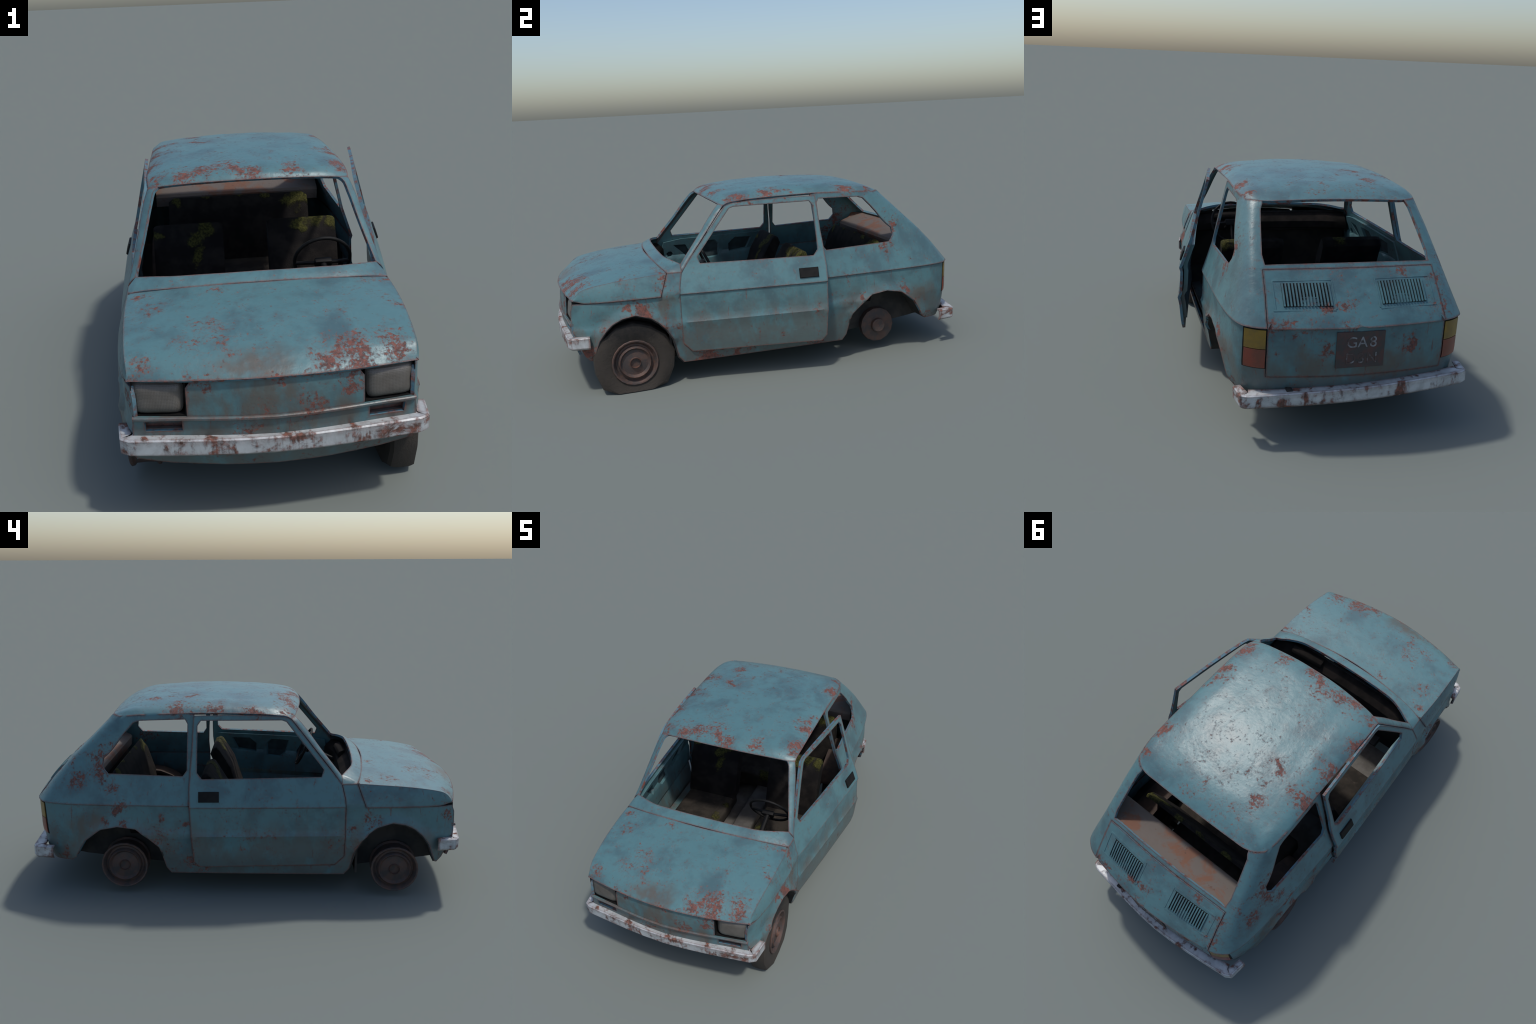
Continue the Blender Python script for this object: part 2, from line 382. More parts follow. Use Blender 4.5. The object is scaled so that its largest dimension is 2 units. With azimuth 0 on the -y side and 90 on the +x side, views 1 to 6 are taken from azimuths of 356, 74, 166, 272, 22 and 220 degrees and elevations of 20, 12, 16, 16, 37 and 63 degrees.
def station(s_i, z):
    z = min(max(z, ZL[0]), ZL[-1]); i = min(int(np.searchsorted(ZL, z)), len(ZL) - 1); i = max(i, 1)
    t = (z - ZL[i-1]) / (ZL[i] - ZL[i-1]); return TAB[i-1, s_i] * (1 - t) + TAB[i, s_i] * t
_ring = {}
def ring(z):
    k = round(z, 5)
    if k not in _ring:
        ss = [.30, .36, .42] + STATIONS; pp = [(flank_x(a, z), a) for a in (.30, .36, .42)] + [tuple(station(i, z)) for i in range(9)]
        ss.append(1.36); pp.append((-pp[-2][0], pp[-2][1]))
        _ring[k] = hermite(ss, pp)
    return _ring[k]
def S(s, z):
    if s <= .36: return np.array([flank_x(s, z), s, z])
    x, y = ring(z)(s)
    return np.array([max(x, 0.) if s >= 1.2399 else x, y, z])
def s_at(z, x=None, y=None):
    """arc position at height z where the ring reaches a given x (tail) or y (flank)"""
    if y is not None and y <= .36: return y
    lo, hi = .36, 1.24
    for _ in range(40):
        m = (lo + hi) / 2; p = S(m, z)
        if (p[1] < y) if y is not None else (p[0] > x): lo = m
        else: hi = m
    return lo
def S_n(s, z):
    e = 1e-3; a = S(s + e, z) - S(s - e, z) if s < 1.238 else np.array([-1., 0, 0]); b = S(s, z + e) - S(s, z - e)
    n = np.cross(a, b); return n / np.linalg.norm(n)

# ------------------------------------------------------------------ 2D panels: outline + holes + fold lines -> triangles
def densify(loop, step, closed=True):
    out = []; n = len(loop)
    for i in range(n if closed else n - 1):
        a, b = np.array(loop[i]), np.array(loop[(i + 1) % n]); k = max(1, int(math.ceil(np.linalg.norm(b - a) / step)))
        out += [tuple(a + (b - a) * j / k) for j in range(k)]
    if not closed: out.append(tuple(loop[-1]))
    return out
def inside(p, loop):
    x, y = p; c = False; n = len(loop)
    for i in range(n):
        (x1, y1), (x2, y2) = loop[i], loop[i - 1]
        if (y1 > y) != (y2 > y) and x < (x2 - x1) * (y - y1) / (y2 - y1) + x1: c = not c
    return c
def panel2d(outline, holes=(), folds=(), step=.03):
    loops = [densify(outline, step)] + [densify(h, step) for h in holes]
    pts = []; edges = []
    for l in loops:
        o = len(pts); pts += l; edges += [(o + i, o + (i + 1) % len(l)) for i in range(len(l))]
    border = np.array(pts)
    for fl in folds:
        d = densify(fl, step, False)
        d = [p for p in d if inside(p, loops[0]) and not any(inside(p, h) for h in loops[1:]) and np.min(np.hypot(*(border - p).T)) > step * .2]
        prev = None
        for p in d:
            pts.append(p)
            if prev is not None and np.hypot(p[0] - prev[0], p[1] - prev[1]) < step * 1.6: edges.append((len(pts) - 2, len(pts) - 1))
            prev = p
    allp = np.array(pts); a0, b0 = border.min(0); a1, b1 = border.max(0)
    for i in range(int((a1 - a0) / step) + 1):
        for j in range(int((b1 - b0) / step) + 1):
            p = (a0 + (i + .5 * (j % 2) + .25) * step, b0 + (j + .5) * step)
            if inside(p, loops[0]) and not any(inside(p, h) for h in loops[1:]) and np.min(np.hypot(*(allp - p).T)) > step * .45: pts.append(p)
    v, _, f, *_ = delaunay_2d_cdt([Vector(p) for p in pts], edges, [], 0, 1e-6)
    v = [(p.x, p.y) for p in v]; tri = []
    for t in f:
        c = (sum(v[i][0] for i in t) / 3, sum(v[i][1] for i in t) / 3)
        if inside(c, loops[0]) and not any(inside(c, h) for h in loops[1:]):
            (ax, ay), (bx, by), (cx, cy) = (v[i] for i in t); ar = (bx-ax)*(cy-ay) - (by-ay)*(cx-ax)
            if abs(ar) < 1e-9: continue
            tri.append(tuple(t) if ar > 0 else tuple(reversed(t)))
    return v, tri

# ------------------------------------------------------------------ outlines on the flank (s or y, z)
FRONT_ARCH = [(-.453, .105), (-.476, .135), (-.499, .236), (-.525, .280), (-.555, .314), (-.591, .342), (-.660, .363), (-.718, .353),
              (-.764, .330), (-.797, .300), (-.827, .257), (-.846, .205), (-.862, .163)]
REAR_ARCH = [(.331, .105), (.352, .133), (.378, .240), (.430, .287), (.482, .326), (.564, .337), (.640, .321), (.714, .266), (.745, .215), (.764, .178), (.790, .155)]
DOOR_REAR = [(.198, .148), (.223, .175), (.232, .319), (.235, .42), (.237, .508), (.231, .60), (.224, .668), (.215, .826)]
DOOR_FRONT = [(-.434, .531), (-.448, .470), (-.451, .432), (-.451, .318), (-.450, .201), (-.410, .157)]
DOOR_TOP = [(.078, .8285), (-.08, .8255), (-.18, .819), (-.211, .808), (-.262, .745), (-.345, .642), (-.402, .572)]
DOOR = DOOR_REAR + DOOR_TOP + DOOR_FRONT
WINDOW = [(.203, .582), (.199, .783), (.184, .804), (-.171, .804), (-.191, .797), (-.355, .593), (-.345, .563), (.181, .556)]
QUARTER_WINDOW_YZ = [(.235 + .012, .785), (.258, .805), (.462, .798), (.489, .789), (.522, .752), (.60, .655), (.622, .636), (.627, .601), (.603, .570), (.268, .562), (.250, .587)]

def flare(y, z):
    """rolled lip round the wheel arches"""
    d = 9.
    for arch in (FRONT_ARCH, REAR_ARCH):
        for (y1, z1), (y2, z2) in zip(arch[2:-2], arch[3:-1]):
            t = max(0, min(1, ((y - y1) * (y2 - y1) + (z - z1) * (z2 - z1)) / ((y2 - y1)**2 + (z2 - z1)**2)))
            d = min(d, math.hypot(y - y1 - t * (y2 - y1), z - z1 - t * (z2 - z1)))
    return (.017 if y < 0 else .012) * min(1., 1.6 * max(0., 1 - d / .028)) if d < .028 else 0.
def body(s, z):
    p = S(s, z)
    if z < .42 and s < .80: p = p + np.array([flare(p[1] if s > .36 else s, z), 0, 0])
    return p

# roof edge: cross-curves from the centre line to the rain gutter, front edge first
ROOF = [
    [(0, -.252, .828), (.10, -.250, .827), (.20, -.242, .823), (.29, -.231, .8165), (.322, -.224, .8125), (.3545, -.210, .808)],
    [(0, -.232, .848), (.10, -.229, .846), (.20, -.221, .841), (.285, -.209, .834), (.326, -.200, .826), (.3565, -.186, .8195)],
    [(0, -.185, .863), (.10, -.182, .861), (.20, -.175, .856), (.285, -.165, .848), (.331, -.155, .838), (.3595, -.145, .8245)],
    [(0, -.085, .872), (.10, -.084, .870), (.20, -.081, .865), (.287, -.078, .858), (.336, -.076, .8455), (.3615, -.074, .8295)],
    [(0, .080, .879), (.10, .080, .877), (.20, .080, .872), (.290, .080, .8645), (.338, .080, .8515), (.3630, .080, .8325)],
    [(0, .240, .880), (.10, .240, .878), (.20, .240, .873), (.290, .240, .8645), (.338, .240, .851), (.3630, .240, .8315)],
    [(0, .390, .873), (.10, .389, .871), (.20, .387, .866), (.288, .384, .857), (.338, .382, .844), (.3650, .380, .8265)],
    [(0, .480, .864), (.10, .479, .862), (.20, .475, .857), (.286, .468, .850), (.335, .463, .8415), (.3625, .458, .8225)],
    [(0, .545, .847), (.10, .544, .8455), (.20, .540, .842), (.284, .530, .8395), (.330, .522, .8340), (.3575, .510, .8180)],
    [(0, .600, .8205), (.10, .5995, .8195), (.20, .597, .8165), (.280, .592, .8140), (.315, .579, .8145), (.3460, .555, .8130)]]
NU, NV = 24, 48
_rf = hermite(range(10), [[c for p in row for c in p] for row in ROOF])
def roof_pt(u, v):
    row = _rf(v * 9).reshape(6, 3); return hermite([0, .25, .5, .75, .89, 1.], row)(u)
def dent(x, y):
    """hammered, slightly dented sheet"""
    d = .0012 * math.sin(19*x + 3*math.sin(11*y)) * math.sin(17*y + 2*math.sin(13*x)) + .0006 * math.sin(47*x + 31*y) * math.sin(41*y - 29*x)
    for cx, cy, r, h in ((-.22, .10, .03, .004), (-.27, .06, .02, .003), (-.13, .17, .02, .003), (-.24, -.05, .018, .003), (.12, .2, .03, .002)):
        q = ((x - cx)**2 + (y - cy)**2) / r**2
        if q < 4: d -= h * math.exp(-q)
    return d
roof_rows = []
for i in range(NV + 1):
    r = []
    for j in range(NU + 1):
        p = np.array(roof_pt(j / NU, i / NV)); k = math.sin(math.pi * min(1, i / NV)) * (1 - (j / NU) ** 4)
        p[2] += dent(p[0], p[1]) * min(1., 3 * k); r.append(tuple(p))
    roof_rows.append(r)
gutter = [r[-1] for r in roof_rows]                       # roof edge, front to rear
roof_tail = roof_rows[-1]                                 # rear edge, centre to corner

shell = Surf()
shell.grid(roof_rows, 'roof', away=(0, .2, .4))
GAP = .0022
# --- front fender with the strip behind the hood
fender = ([(-.862, .163)] + [(-.872, .161), (-.893, .187), (-.909, .226), (-.936, .304), (-.9405, .345), (-.938, .40), (-.926, .4315),
          (-.90, .4315), (-.86, .4315), (-.541, .4315), (-.502, .533), (-.434 - GAP, .531), (-.448 - GAP, .470), (-.451 - GAP, .432), (-.451 - GAP, .318), (-.450 - GAP, .201)] + FRONT_ARCH[:-1])
v, f = panel2d(fender, folds=[[(-.95, .30), (-.4, .30)], [(-.62, .4355), (-.4, .4355)]], step=.020)
shell.add([body(*p) for p in v], f, 'front_fender')
# --- sill under the door
sill = [FRONT_ARCH[0], REAR_ARCH[0], (.223 + GAP, .175), (.198 + GAP, .148 - GAP), (-.410, .157 - GAP), (-.450 - GAP, .201)]
v, f = panel2d(sill, step=.020); shell.add([body(*p) for p in v], f, 'sill')
# --- quarter panel, rear pillar and the frame of the rear opening
def on_flank(loop): return [(s_at(z, y=y), z) for y, z in loop]
def on_tail(loop): return [(s_at(z, x=x), z) for x, z in loop]
top_edge = []                                             # follow the roof: gutter from the door back, then the corner to the rear window
for p in gutter:
    if p[1] > .222 and p[1] < .545: top_edge.append(p)
corner = [q for q in reversed(roof_tail) if q[0] > .285]
key3d = {}
def keyed(p):
    # tag a point of the roof edge by its place on the ring so that both sheets share the vertex
    z = p[2]; s = s_at(z, y=p[1]) if p[1] <= .36 else min(np.linspace(.30, 1.0, 1401), key=lambda q: np.linalg.norm(S(q, z) - p))
    k = (float(s), float(z)); key3d[(round(k[0], 6), round(k[1], 6))] = p; return k
top2d = [keyed(np.array(p)) for p in top_edge] + [keyed(np.array(p)) for p in corner]
for i in range(1, len(top2d)):
    if top2d[i][0] <= top2d[i-1][0] + .002:
        p = key3d.pop((round(top2d[i][0], 6), round(top2d[i][1], 6))); k = (top2d[i-1][0] + .004, top2d[i][1]); top2d[i] = k; key3d[(round(k[0], 6), round(k[1], 6))] = p
rear_window = on_tail([(.293, .806), (.302, .790), (.3135, .72), (.323, .650), (.318, .6195), (.2, .6205), (.1, .6215)]) + [(1.24, .6215)]
LID_TOP, LID_LOW = .604, .247
lid_side = on_tail([(.3285, LID_TOP), (.331, .53), (.336, .4355), (.336, .4325), (.335, .36), (.334, LID_LOW)])
tail_bottom = .152
quarter = (list(reversed(top2d)) + [(a + GAP, b) for a, b in DOOR_REAR[::-1][0:1]] + [(a + GAP, b) for a, b in DOOR_REAR[::-1][1:-1]] +
           on_flank(REAR_ARCH) + [(s_at(.154, y=.866), .154), (1.0, tail_bottom), (1.24, tail_bottom)] + [(1.24, LID_LOW - GAP)] +
           [(lid_side[-1][0] - .002, LID_LOW - GAP)] + [(a - .003, b) for a, b in lid_side[::-1]] + [(lid_side[0][0] - .003, LID_TOP + GAP), (1.24, LID_TOP + GAP)] + list(reversed(rear_window)))
qwin = on_flank(QUARTER_WINDOW_YZ)
lamp = on_tail([(.410, .4280), (.337, .4280), (.334, .282), (.410, .282)])
v, f = panel2d(quarter, [qwin], folds=[[(.2, .4325), (1.24, .4325)], [(.2, .4355), (1.24, .4355)], [(.25, .303), (.8, .303)], [(.25, .53), (1.24, .53)]], step=.020)
pts = [key3d.get((round(a, 6), round(b, 6)), None) for a, b in v]
def near_key(a, b):
    for (ka, kb), p in key3d.items():
        if abs(ka - a) < 2e-5 and abs(kb - b) < 2e-5: return p
    return None
shell.add([tuple(near_key(a, b)) if near_key(a, b) is not None else tuple(body(a, b)) for a, b in v], f, 'quarter_panel')

# --- windshield pillar: between the door opening and the windscreen
pil_out = hermite([0, .16, .5, .8, 1], [(.4315, -.434, .531), (.4185, -.4025, .5735), (.3935, -.322, .673), (.3705, -.247, .765), gutter[0]])
pil_in = hermite([0, .12, .5, .82, .93, 1], [(.403, -.434, .564), (.397, -.419, .583), (.368, -.340, .679), (.343, -.268, .772), (.333, -.241, .802), (.322, -.2265, .812)])
prow = []
for i in range(25):
    t = i / 24; a, b = np.array(pil_out(t)), np.array(pil_in(t)); mid = (a + b) / 2 + np.array([.003, -.003, .003]) * (1 - .6 * t)
    prow.append([tuple(a), tuple(a * .6 + mid * .4 + np.array([.0012, -.0006, .001])), tuple(mid), tuple(b * .75 + mid * .25), tuple(b)])
prow[-1] = [gutter[0], *[tuple(np.array(gutter[0]) * (1 - k) + np.array(roof_rows[0][-4]) * k) for k in (.3, .55, .8)], roof_rows[0][-4]]
shell.grid(prow, 'windshield_pillar', away=(0, .2, .4))
# --- cowl between hood seam and windscreen
seam = hermite([0, .1, .2, .3, .38, .427], [(0, -.549, .5635), (.1, -.548, .563), (.2, -.541, .558), (.3, -.531, .552), (.38, -.516, .544), (.427, -.502, .533)])
glass = hermite([0, .1, .2, .278, .34, .38, .403], [(0, -.498, .583), (.1, -.497, .582), (.2, -.493, .581), (.278, -.485, .578), (.345, -.460, .572), (.383, -.441, .566), (.403, -.434, .564)])
crow = []
for i in range(25):
    t = i / 24; a, b = np.array(seam(.427 * t)), np.array(glass(.403 * t)); a = a + np.array([0, .0015, 0])
    crow.append([tuple(a * (1 - k) + b * k + np.array([0, 0, .003 * math.sin(math.pi * k)])) for k in (0, .25, .5, .75, 1)])
shell.grid(crow, 'cowl', away=(0, -.3, .2))
ends = [crow[-1][k] for k in range(5)]
shell.add(ends + [(.4315, -.434, .531), (.430, -.47, .532)], [(0, 6, 1), (6, 5, 1), (5, 2, 1), (5, 3, 2), (5, 4, 3)], 'cowl')
shell.mirror(); shell.weld()
def part_name(t): return t.split('|')[0]
tags = [('roof' if part_name(t) == 'roof' else 'cowl' if part_name(t) == 'cowl' else t) for t in shell.tag]; shell.tag = tags
V, F, I, T = shell.thicken(.011)
split_parts(part_name, V, F, I, T, [PAINT, EDGE], smooth=58.)

# ------------------------------------------------------------------ doors
def build_door(side):
    sf = Surf()
    v, f = panel2d(DOOR, [WINDOW], folds=[[(-.5, .4325), (.3, .4325)], [(-.5, .4355), (.3, .4355)], [(-.5, .303), (.3, .303)], [(-.5, .53), (.3, .53)]], step=.020)
    sf.add([S(*p) for p in v], f, 'door'); sf.weld()
    V, F, I, T = sf.thicken(.012)
    # inner panel with pressed pockets
    pockets = [[(-.345, .505), (-.275, .502), (-.240, .440), (-.252, .412), (-.300, .462)],
               [(-.205, .510), (-.165, .513), (-.100, .513), (-.075, .485), (-.075, .410), (-.150, .405), (-.180, .43)],
               [(.125, .510), (.020, .514), (-.020, .478), (-.015, .430), (.095, .440)],
               [(-.385, .455), (-.372, .468), (-.355, .466), (-.347, .452), (-.356, .438), (-.375, .437)]]
    outl = [(.205, .20), (.212, .32), (.212, .42), (.205, .535), (-.30, .538), (-.40, .525), (-.425, .43), (-.425, .25), (-.40, .195)]
    def shrink(l, k):
        c = np.mean(l, 0); return [tuple(c + (np.array(p) - c) * k) for p in l]
    folds = [shrink(l, 1.) + [shrink(l, 1.)[0]] for l in pockets] + [shrink(l, .90) + [shrink(l, .90)[0]] for l in pockets] + [[(-.42, .325), (.21, .325)], [(-.42, .318), (.21, .318)]]
    pv, pf = panel2d(outl, [], folds, step=.016)
    def depth(p):
        for l in pockets:
            if inside(p, shrink(l, .93)): return .013
        return .006 if p[1] < .322 else 0.
    inn = [tuple(S(a, b) - np.array([.032 - depth((a, b)) + (.0 if b > .44 else .002), 0, 0])) for a, b in pv]
    isf = Surf(); isf.add(inn, [tuple(reversed(t)) for t in pf])
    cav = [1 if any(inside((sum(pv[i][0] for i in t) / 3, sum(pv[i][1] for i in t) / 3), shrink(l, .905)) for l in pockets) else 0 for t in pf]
    hing = np.array([.440, -.452, .0])
    def fin(P): P = np.array(P, float); return P * [side, 1, 1]
    flip = (lambda F: F) if side > 0 else (lambda F: [tuple(reversed(t)) for t in F])
    org = hing * [side, 1, 1]
    d = mesh_object('door', fin(V), flip(F), [PAINT, EDGE], idx=I, origin=org, smooth=38)
    IV, IF, II, IT = isf.thicken(-.004) if False else (np.array(isf.v), isf.f, [0] * len(isf.f), None)
    # close the inner panel to the skin with a rim so that it has depth
    cnt = {}
    for t in IF:
        for i in range(3): a, b = t[i], t[(i + 1) % 3]; cnt.setdefault((min(a, b), max(a, b)), []).append((a, b))
    n0 = len(IV); IV = np.vstack([IV, IV + np.array([.018, 0, 0])]); IF = list(IF)
    for e, l in cnt.items():
        if len(l) == 1: a, b = l[0]; IF.append((b, a, a + n0, b + n0))
    mesh_object('door_inner_panel', fin(IV) - org, flip(IF), [PLAIN, POCKET_SHADE], parent=d, smooth=30, idx=cav + [0] * (len(IF) - len(cav)))
    # black handle recess plate with a chamfered rim
    yz = [(.195, .503), (.107, .503), (.107, .460), (.195, .460)]; hv = []
    for off, k in ((.0, 1.03), (.006, 1.0), (.008, .93)):
        c = np.mean(yz, 0)
        for p in yz: q = c + (np.array(p) - c) * k; hv.append(S(*q) + S_n(*q) * off)
    hf = [tuple(8 + i for i in (3, 2, 1, 0))]
    for L in (0, 4):
        for i in range(4): j = (i + 1) % 4; hf.append((L + i, L + 4 + i, L + 4 + j, L + j))
    hf = [tuple(reversed(t)) for t in hf]
    mesh_object('door_handle', fin(hv) - org, flip(hf), [BLACK], parent=d, smooth=None)
    return d
door_r = build_door(-1)
door_l = build_door(1)
door_r.rotation_euler = (0, 0, math.radians(1.95))
door_l.rotation_euler = (math.radians(.6), math.radians(-1.0), math.radians(-8.4))
door_l.location.x += .004

# ------------------------------------------------------------------ hood (clamshell)
HOOD = [  # centre (y, z), crest (x, y, z), lower edge (x, y, z)
    ((-.552, .5640), (.427, -.5045, .534), (.4595, -.5415, .4345)),
    ((-.62, .5545), (.428, -.600, .5285), (.4575, -.605, .4345)),
    ((-.70, .5455), (.4250, -.700, .5215), (.4500, -.705, .4345)),
    ((-.78, .5330), (.4190, -.787, .5115), (.4400, -.79, .4345)),
    ((-.85, .5180), (.4130, -.856, .4995), (.4265, -.858, .4345)),
    ((-.91, .4995), (.4085, -.889, .4880), (.4195, -.883, .4365)),
    ((-.952, .4790), (.4045, -.912, .4670), (.4100, -.905, .4415)),
    ((-.984, .4590), (.4030, -.927, .4475), (.4035, -.9265, .4455))]
_hd = hermite(range(8), [[*a, *b, *c] for a, b, c in HOOD])
hood = Surf(); rows = []; skirt = []
for i in range(43):
    q = _hd(i / 42 * 7); (yc, zc), (xr, yr, zr), low = q[:2], q[2:5], q[5:8]; r = []
    for j in range(19):
        k = j / 18; x = xr * k; y = yc + (yr - yc) * k ** (1.9 if i > 25 else 1.7); z = zc + (zr - zc) * (k ** 2.2)
        fade = math.sin(math.pi * i / 42) * (1 - k ** 4)
        r.append((x, y, z + .9 * fade * dent(x + .3, y)))
    rows.append(r)
    skirt.append([tuple(np.array((xr, yr, zr)) * (1 - k) + np.array(low) * k + np.array([.0035 * math.sin(math.pi * k), 0, 0])) for k in (0, .25, .5, .75, 1)])
hood.grid(rows, away=(0, -.7, .2)); hood.grid(skirt, away=(0, -.7, .4)); hood.mirror(); hood.weld()
V, F, I, T = hood.thicken(.010)
mesh_object('hood', V, F, [PAINT, EDGE], idx=I, smooth=32)

# ------------------------------------------------------------------ nose
nose_plan = hermite([0, .1, .2, .3, .38, .405], [-.983, -.977, -.9655, -.9515, -.942, -.938])
nose_lean = lin([.145, .18, .22, .26, .30, .335, .40, .45], [.045, .028, .013, .004, .001, 0, .003, .010])
def nose(x, z): return np.array([x, float(nose_plan(abs(x))) + nose_lean(z), z])
front = Surf()
v, f = panel2d([(-.247, .343), (.247, .343), (.247, .428), (.233, .447), (.1, .453), (-.1, .453), (-.233, .447), (-.247, .428)], step=.025)
front.add([nose(*p) for p in v], f)
slots = [[(s * .262, .299), (s * .364, .298), (s * .367, .327), (s * .262, .331)][::(1 if s > 0 else -1)] for s in (1, -1)]
low = [(-.405, .21), (-.40, .195), (-.30, .174), (-.15, .164), (.15, .164), (.30, .174), (.40, .195), (.405, .21), (.398, .336), (-.398, .336)]
v, f = panel2d(low, slots, folds=[[(-.4, .22), (.4, .22)]], step=.025)
front.add([nose(*p) for p in v], f)
front.weld(); V, F, I, T = front.thicken(.012)
front_panel = mesh_object('front_panel', V, F, [PAINT, EDGE], idx=I, smooth=35)
# shelf-like lip across the nose
lip = Surf(); lr = []
for i in range(41):
    x = -.398 + .796 * i / 40; y = nose(x, .335)[1]
    back = y + .012 if abs(x) < .235 else y + .055
    lr.append([(x, back, .3345), (x, y - .004, .3335), (x, y - .0075, .3355), (x, y - .0075, .3410), (x, y - .0045, .3435), (x, back, .3445)])
lip.grid(lr)
lip.add(lr[0], [(0, 1, 2, 3, 4, 5)]); lip.add(lr[-1], [(5, 4, 3, 2, 1, 0)]); lip.weld()
mesh_object('front_lip', lip.v, lip.f, [PAINT], parent=front_panel, smooth=30)

def box_between(name, quads, mats, parent=None, **k):
    """loft of 4-point sections, capped"""
    v = [p for q in quads for p in q]; f = []; n = len(quads[0])
    for i in range(len(quads) - 1):
        for j in range(n): a = i * n + j; b = i * n + (j + 1) % n; f.append((a, b, b + n, a + n))
    f.append(tuple(range(n))[::-1]); f.append(tuple(range((len(quads) - 1) * n, len(quads) * n)))
    me = bpy.data.meshes.new('t'); bm = bmesh.new()
    for p in v: bm.verts.new(p)
    bm.verts.ensure_lookup_table()
    for t in f:
        try: bm.faces.new([bm.verts[i] for i in t])
        except ValueError: pass
    bmesh.ops.recalc_face_normals(bm, faces=bm.faces)
    if k.get('bevel'): bmesh.ops.bevel(bm, geom=bm.edges[:], offset=k['bevel'], segments=k.get('seg', 2), affect='EDGES', profile=.5)
    if k.get('sub'): bmesh.ops.subdivide_edges(bm, edges=bm.edges[:], cuts=k['sub'], use_grid_fill=True)
    bm.normal_update(); bm.verts.ensure_lookup_table(); bm.verts.index_update()
    vv = [tuple(q.co) for q in bm.verts]; ff = [tuple(q.index for q in p.verts) for p in bm.faces]; bm.free(); bpy.data.meshes.remove(me)
    return mesh_object(name, vv, ff, mats, parent, smooth=k.get('smooth', 35), origin=k.get('origin'))
def box(name, a, b, mats, parent=None, **k):
    (x0, y0, z0), (x1, y1, z1) = a, b
    return box_between(name, [[(x0, y0, z0), (x1, y0, z0), (x1, y1, z0), (x0, y1, z0)], [(x0, y0, z1), (x1, y0, z1), (x1, y1, z1), (x0, y1, z1)]], mats, parent, **k)

for s in (1, -1):
    # dark lamp housing, open to the front
    hs = Surf(); xi, xo = .2475 * s, .396 * s
    fr = [(xi, -.956, .344), (xo, -.934, .344), (xo, -.928, .449), (xi, -.950, .452)]
    bk = [(xi, -.900, .344), (xo, -.890, .344), (xo, -.890, .449), (xi, -.900, .452)]
    hs.add(fr + bk, [(0, 1, 5, 4), (1, 2, 6, 5), (2, 3, 7, 6), (3, 0, 4, 7), (4, 5, 6, 7)])
    hv, hf, hi, ht = hs.thicken(.004 if s < 0 else -.004)
    house = mesh_object('headlamp_housing', hv, hf, [BLACK], smooth=None)
    # cushion-shaped lens
    lens = Surf(); lr = []
    for i in range(17):
        r = []
        for j in range(13):
            a, b = i / 8 - 1, j / 6 - 1
            # squared disc: rounded rectangle
            k = max(abs(a), abs(b), 1e-6); n = (abs(a) ** 7 + abs(b) ** 7) ** (1 / 7); a2, b2 = a * k / max(n, 1e-6), b * k / max(n, 1e-6)
            tz = b2; xin = .2545 + .006 * (-tz * .5 + .5); xout = .3955 - .006 * (-tz * .5 + .5)
            x = (xin + xout) / 2 + a2 * (xout - xin) / 2; z = .394 + .044 * b2
            y = float(nose_plan(x)) + .011 + .006 * (b2) + .016 * k ** 6 + .002 * k ** 2
            r.append((x * s, y, z))
        lr.append(r)
    lens.grid(lr, flip=(s < 0)); lv, lf, li, lt = lens.thicken(.006)
    mesh_object('headlamp_lens', lv, lf, [HEADLAMP], parent=house, smooth=50)
    # indicator pocket
    pk = Surf(); c = [(s * .262, .299), (s * .364, .298), (s * .367, .327), (s * .262, .331)]
    fr = [tuple(nose(*p) + np.array([0, .010, 0])) for p in c]; bk = [tuple(nose(*p) + np.array([0, .030, 0])) for p in c]
    pk.add(fr + bk, [(0, 1, 5, 4), (1, 2, 6, 5), (2, 3, 7, 6), (3, 0, 4, 7), (4, 5, 6, 7)])
    pv, pf, pi_, pt = pk.thicken(.003 if s < 0 else -.003)
    mesh_object('indicator_pocket', pv, pf, [PAINT], parent=front_panel, smooth=None)

# ------------------------------------------------------------------ engine cover, tail, lamps, number plate
def tail_patch(loop, off, step, thick, mats, name, parent=None, folds=(), side=0, smooth=35, idx_all=None):
    """piece lying on the tail surface, raised by off; side 0 mirrors it across the centre line"""
    v, f = panel2d(loop, folds=folds, step=step); sf = Surf()
    sf.add([S(*p) + S_n(*p) * off for p in v], f)
    for i, p in enumerate(sf.v):
        if v[i][0] > 1.2395: sf.v[i] = (0., p[1], p[2])
    if side == 0: sf.mirror(); sf.weld()
    V, F, I, T = sf.thicken(thick)
    if side == -1: V = V * [-1, 1, 1]; F = [tuple(reversed(t)) for t in F]
    return mesh_object(name, V, F, mats, parent, idx=I if len(mats) > 1 else None, smooth=smooth)
lid_loop = lid_side[::-1] + [(1.24, LID_TOP), (1.24, LID_LOW)]
lid = tail_patch(lid_loop, .0025, .024, .011, [PAINT, EDGE], 'engine_cover', folds=[[(.8, .4325), (1.24, .4325)], [(.8, .4355), (1.24, .4355)]])
def tail_xz(x, z, off):
    s = s_at(z, x=abs(x)); p = S(s, z) + S_n(s, z) * off; return (p[0] * (1 if x >= 0 else -1), p[1], p[2])
def tail_bar(name, x0, x1, z0, z1, o0, o1, mat, parent, n=6):
    q = []
    for i in range(n + 1):
        z = z0 + (z1 - z0) * i / n
        q.append([tail_xz(x0, z, o0), tail_xz(x1, z, o0), tail_xz(x1, z, o1), tail_xz(x0, z, o1)])
    return box_between(name, q, [mat], parent, smooth=30)
slat_mesh = None
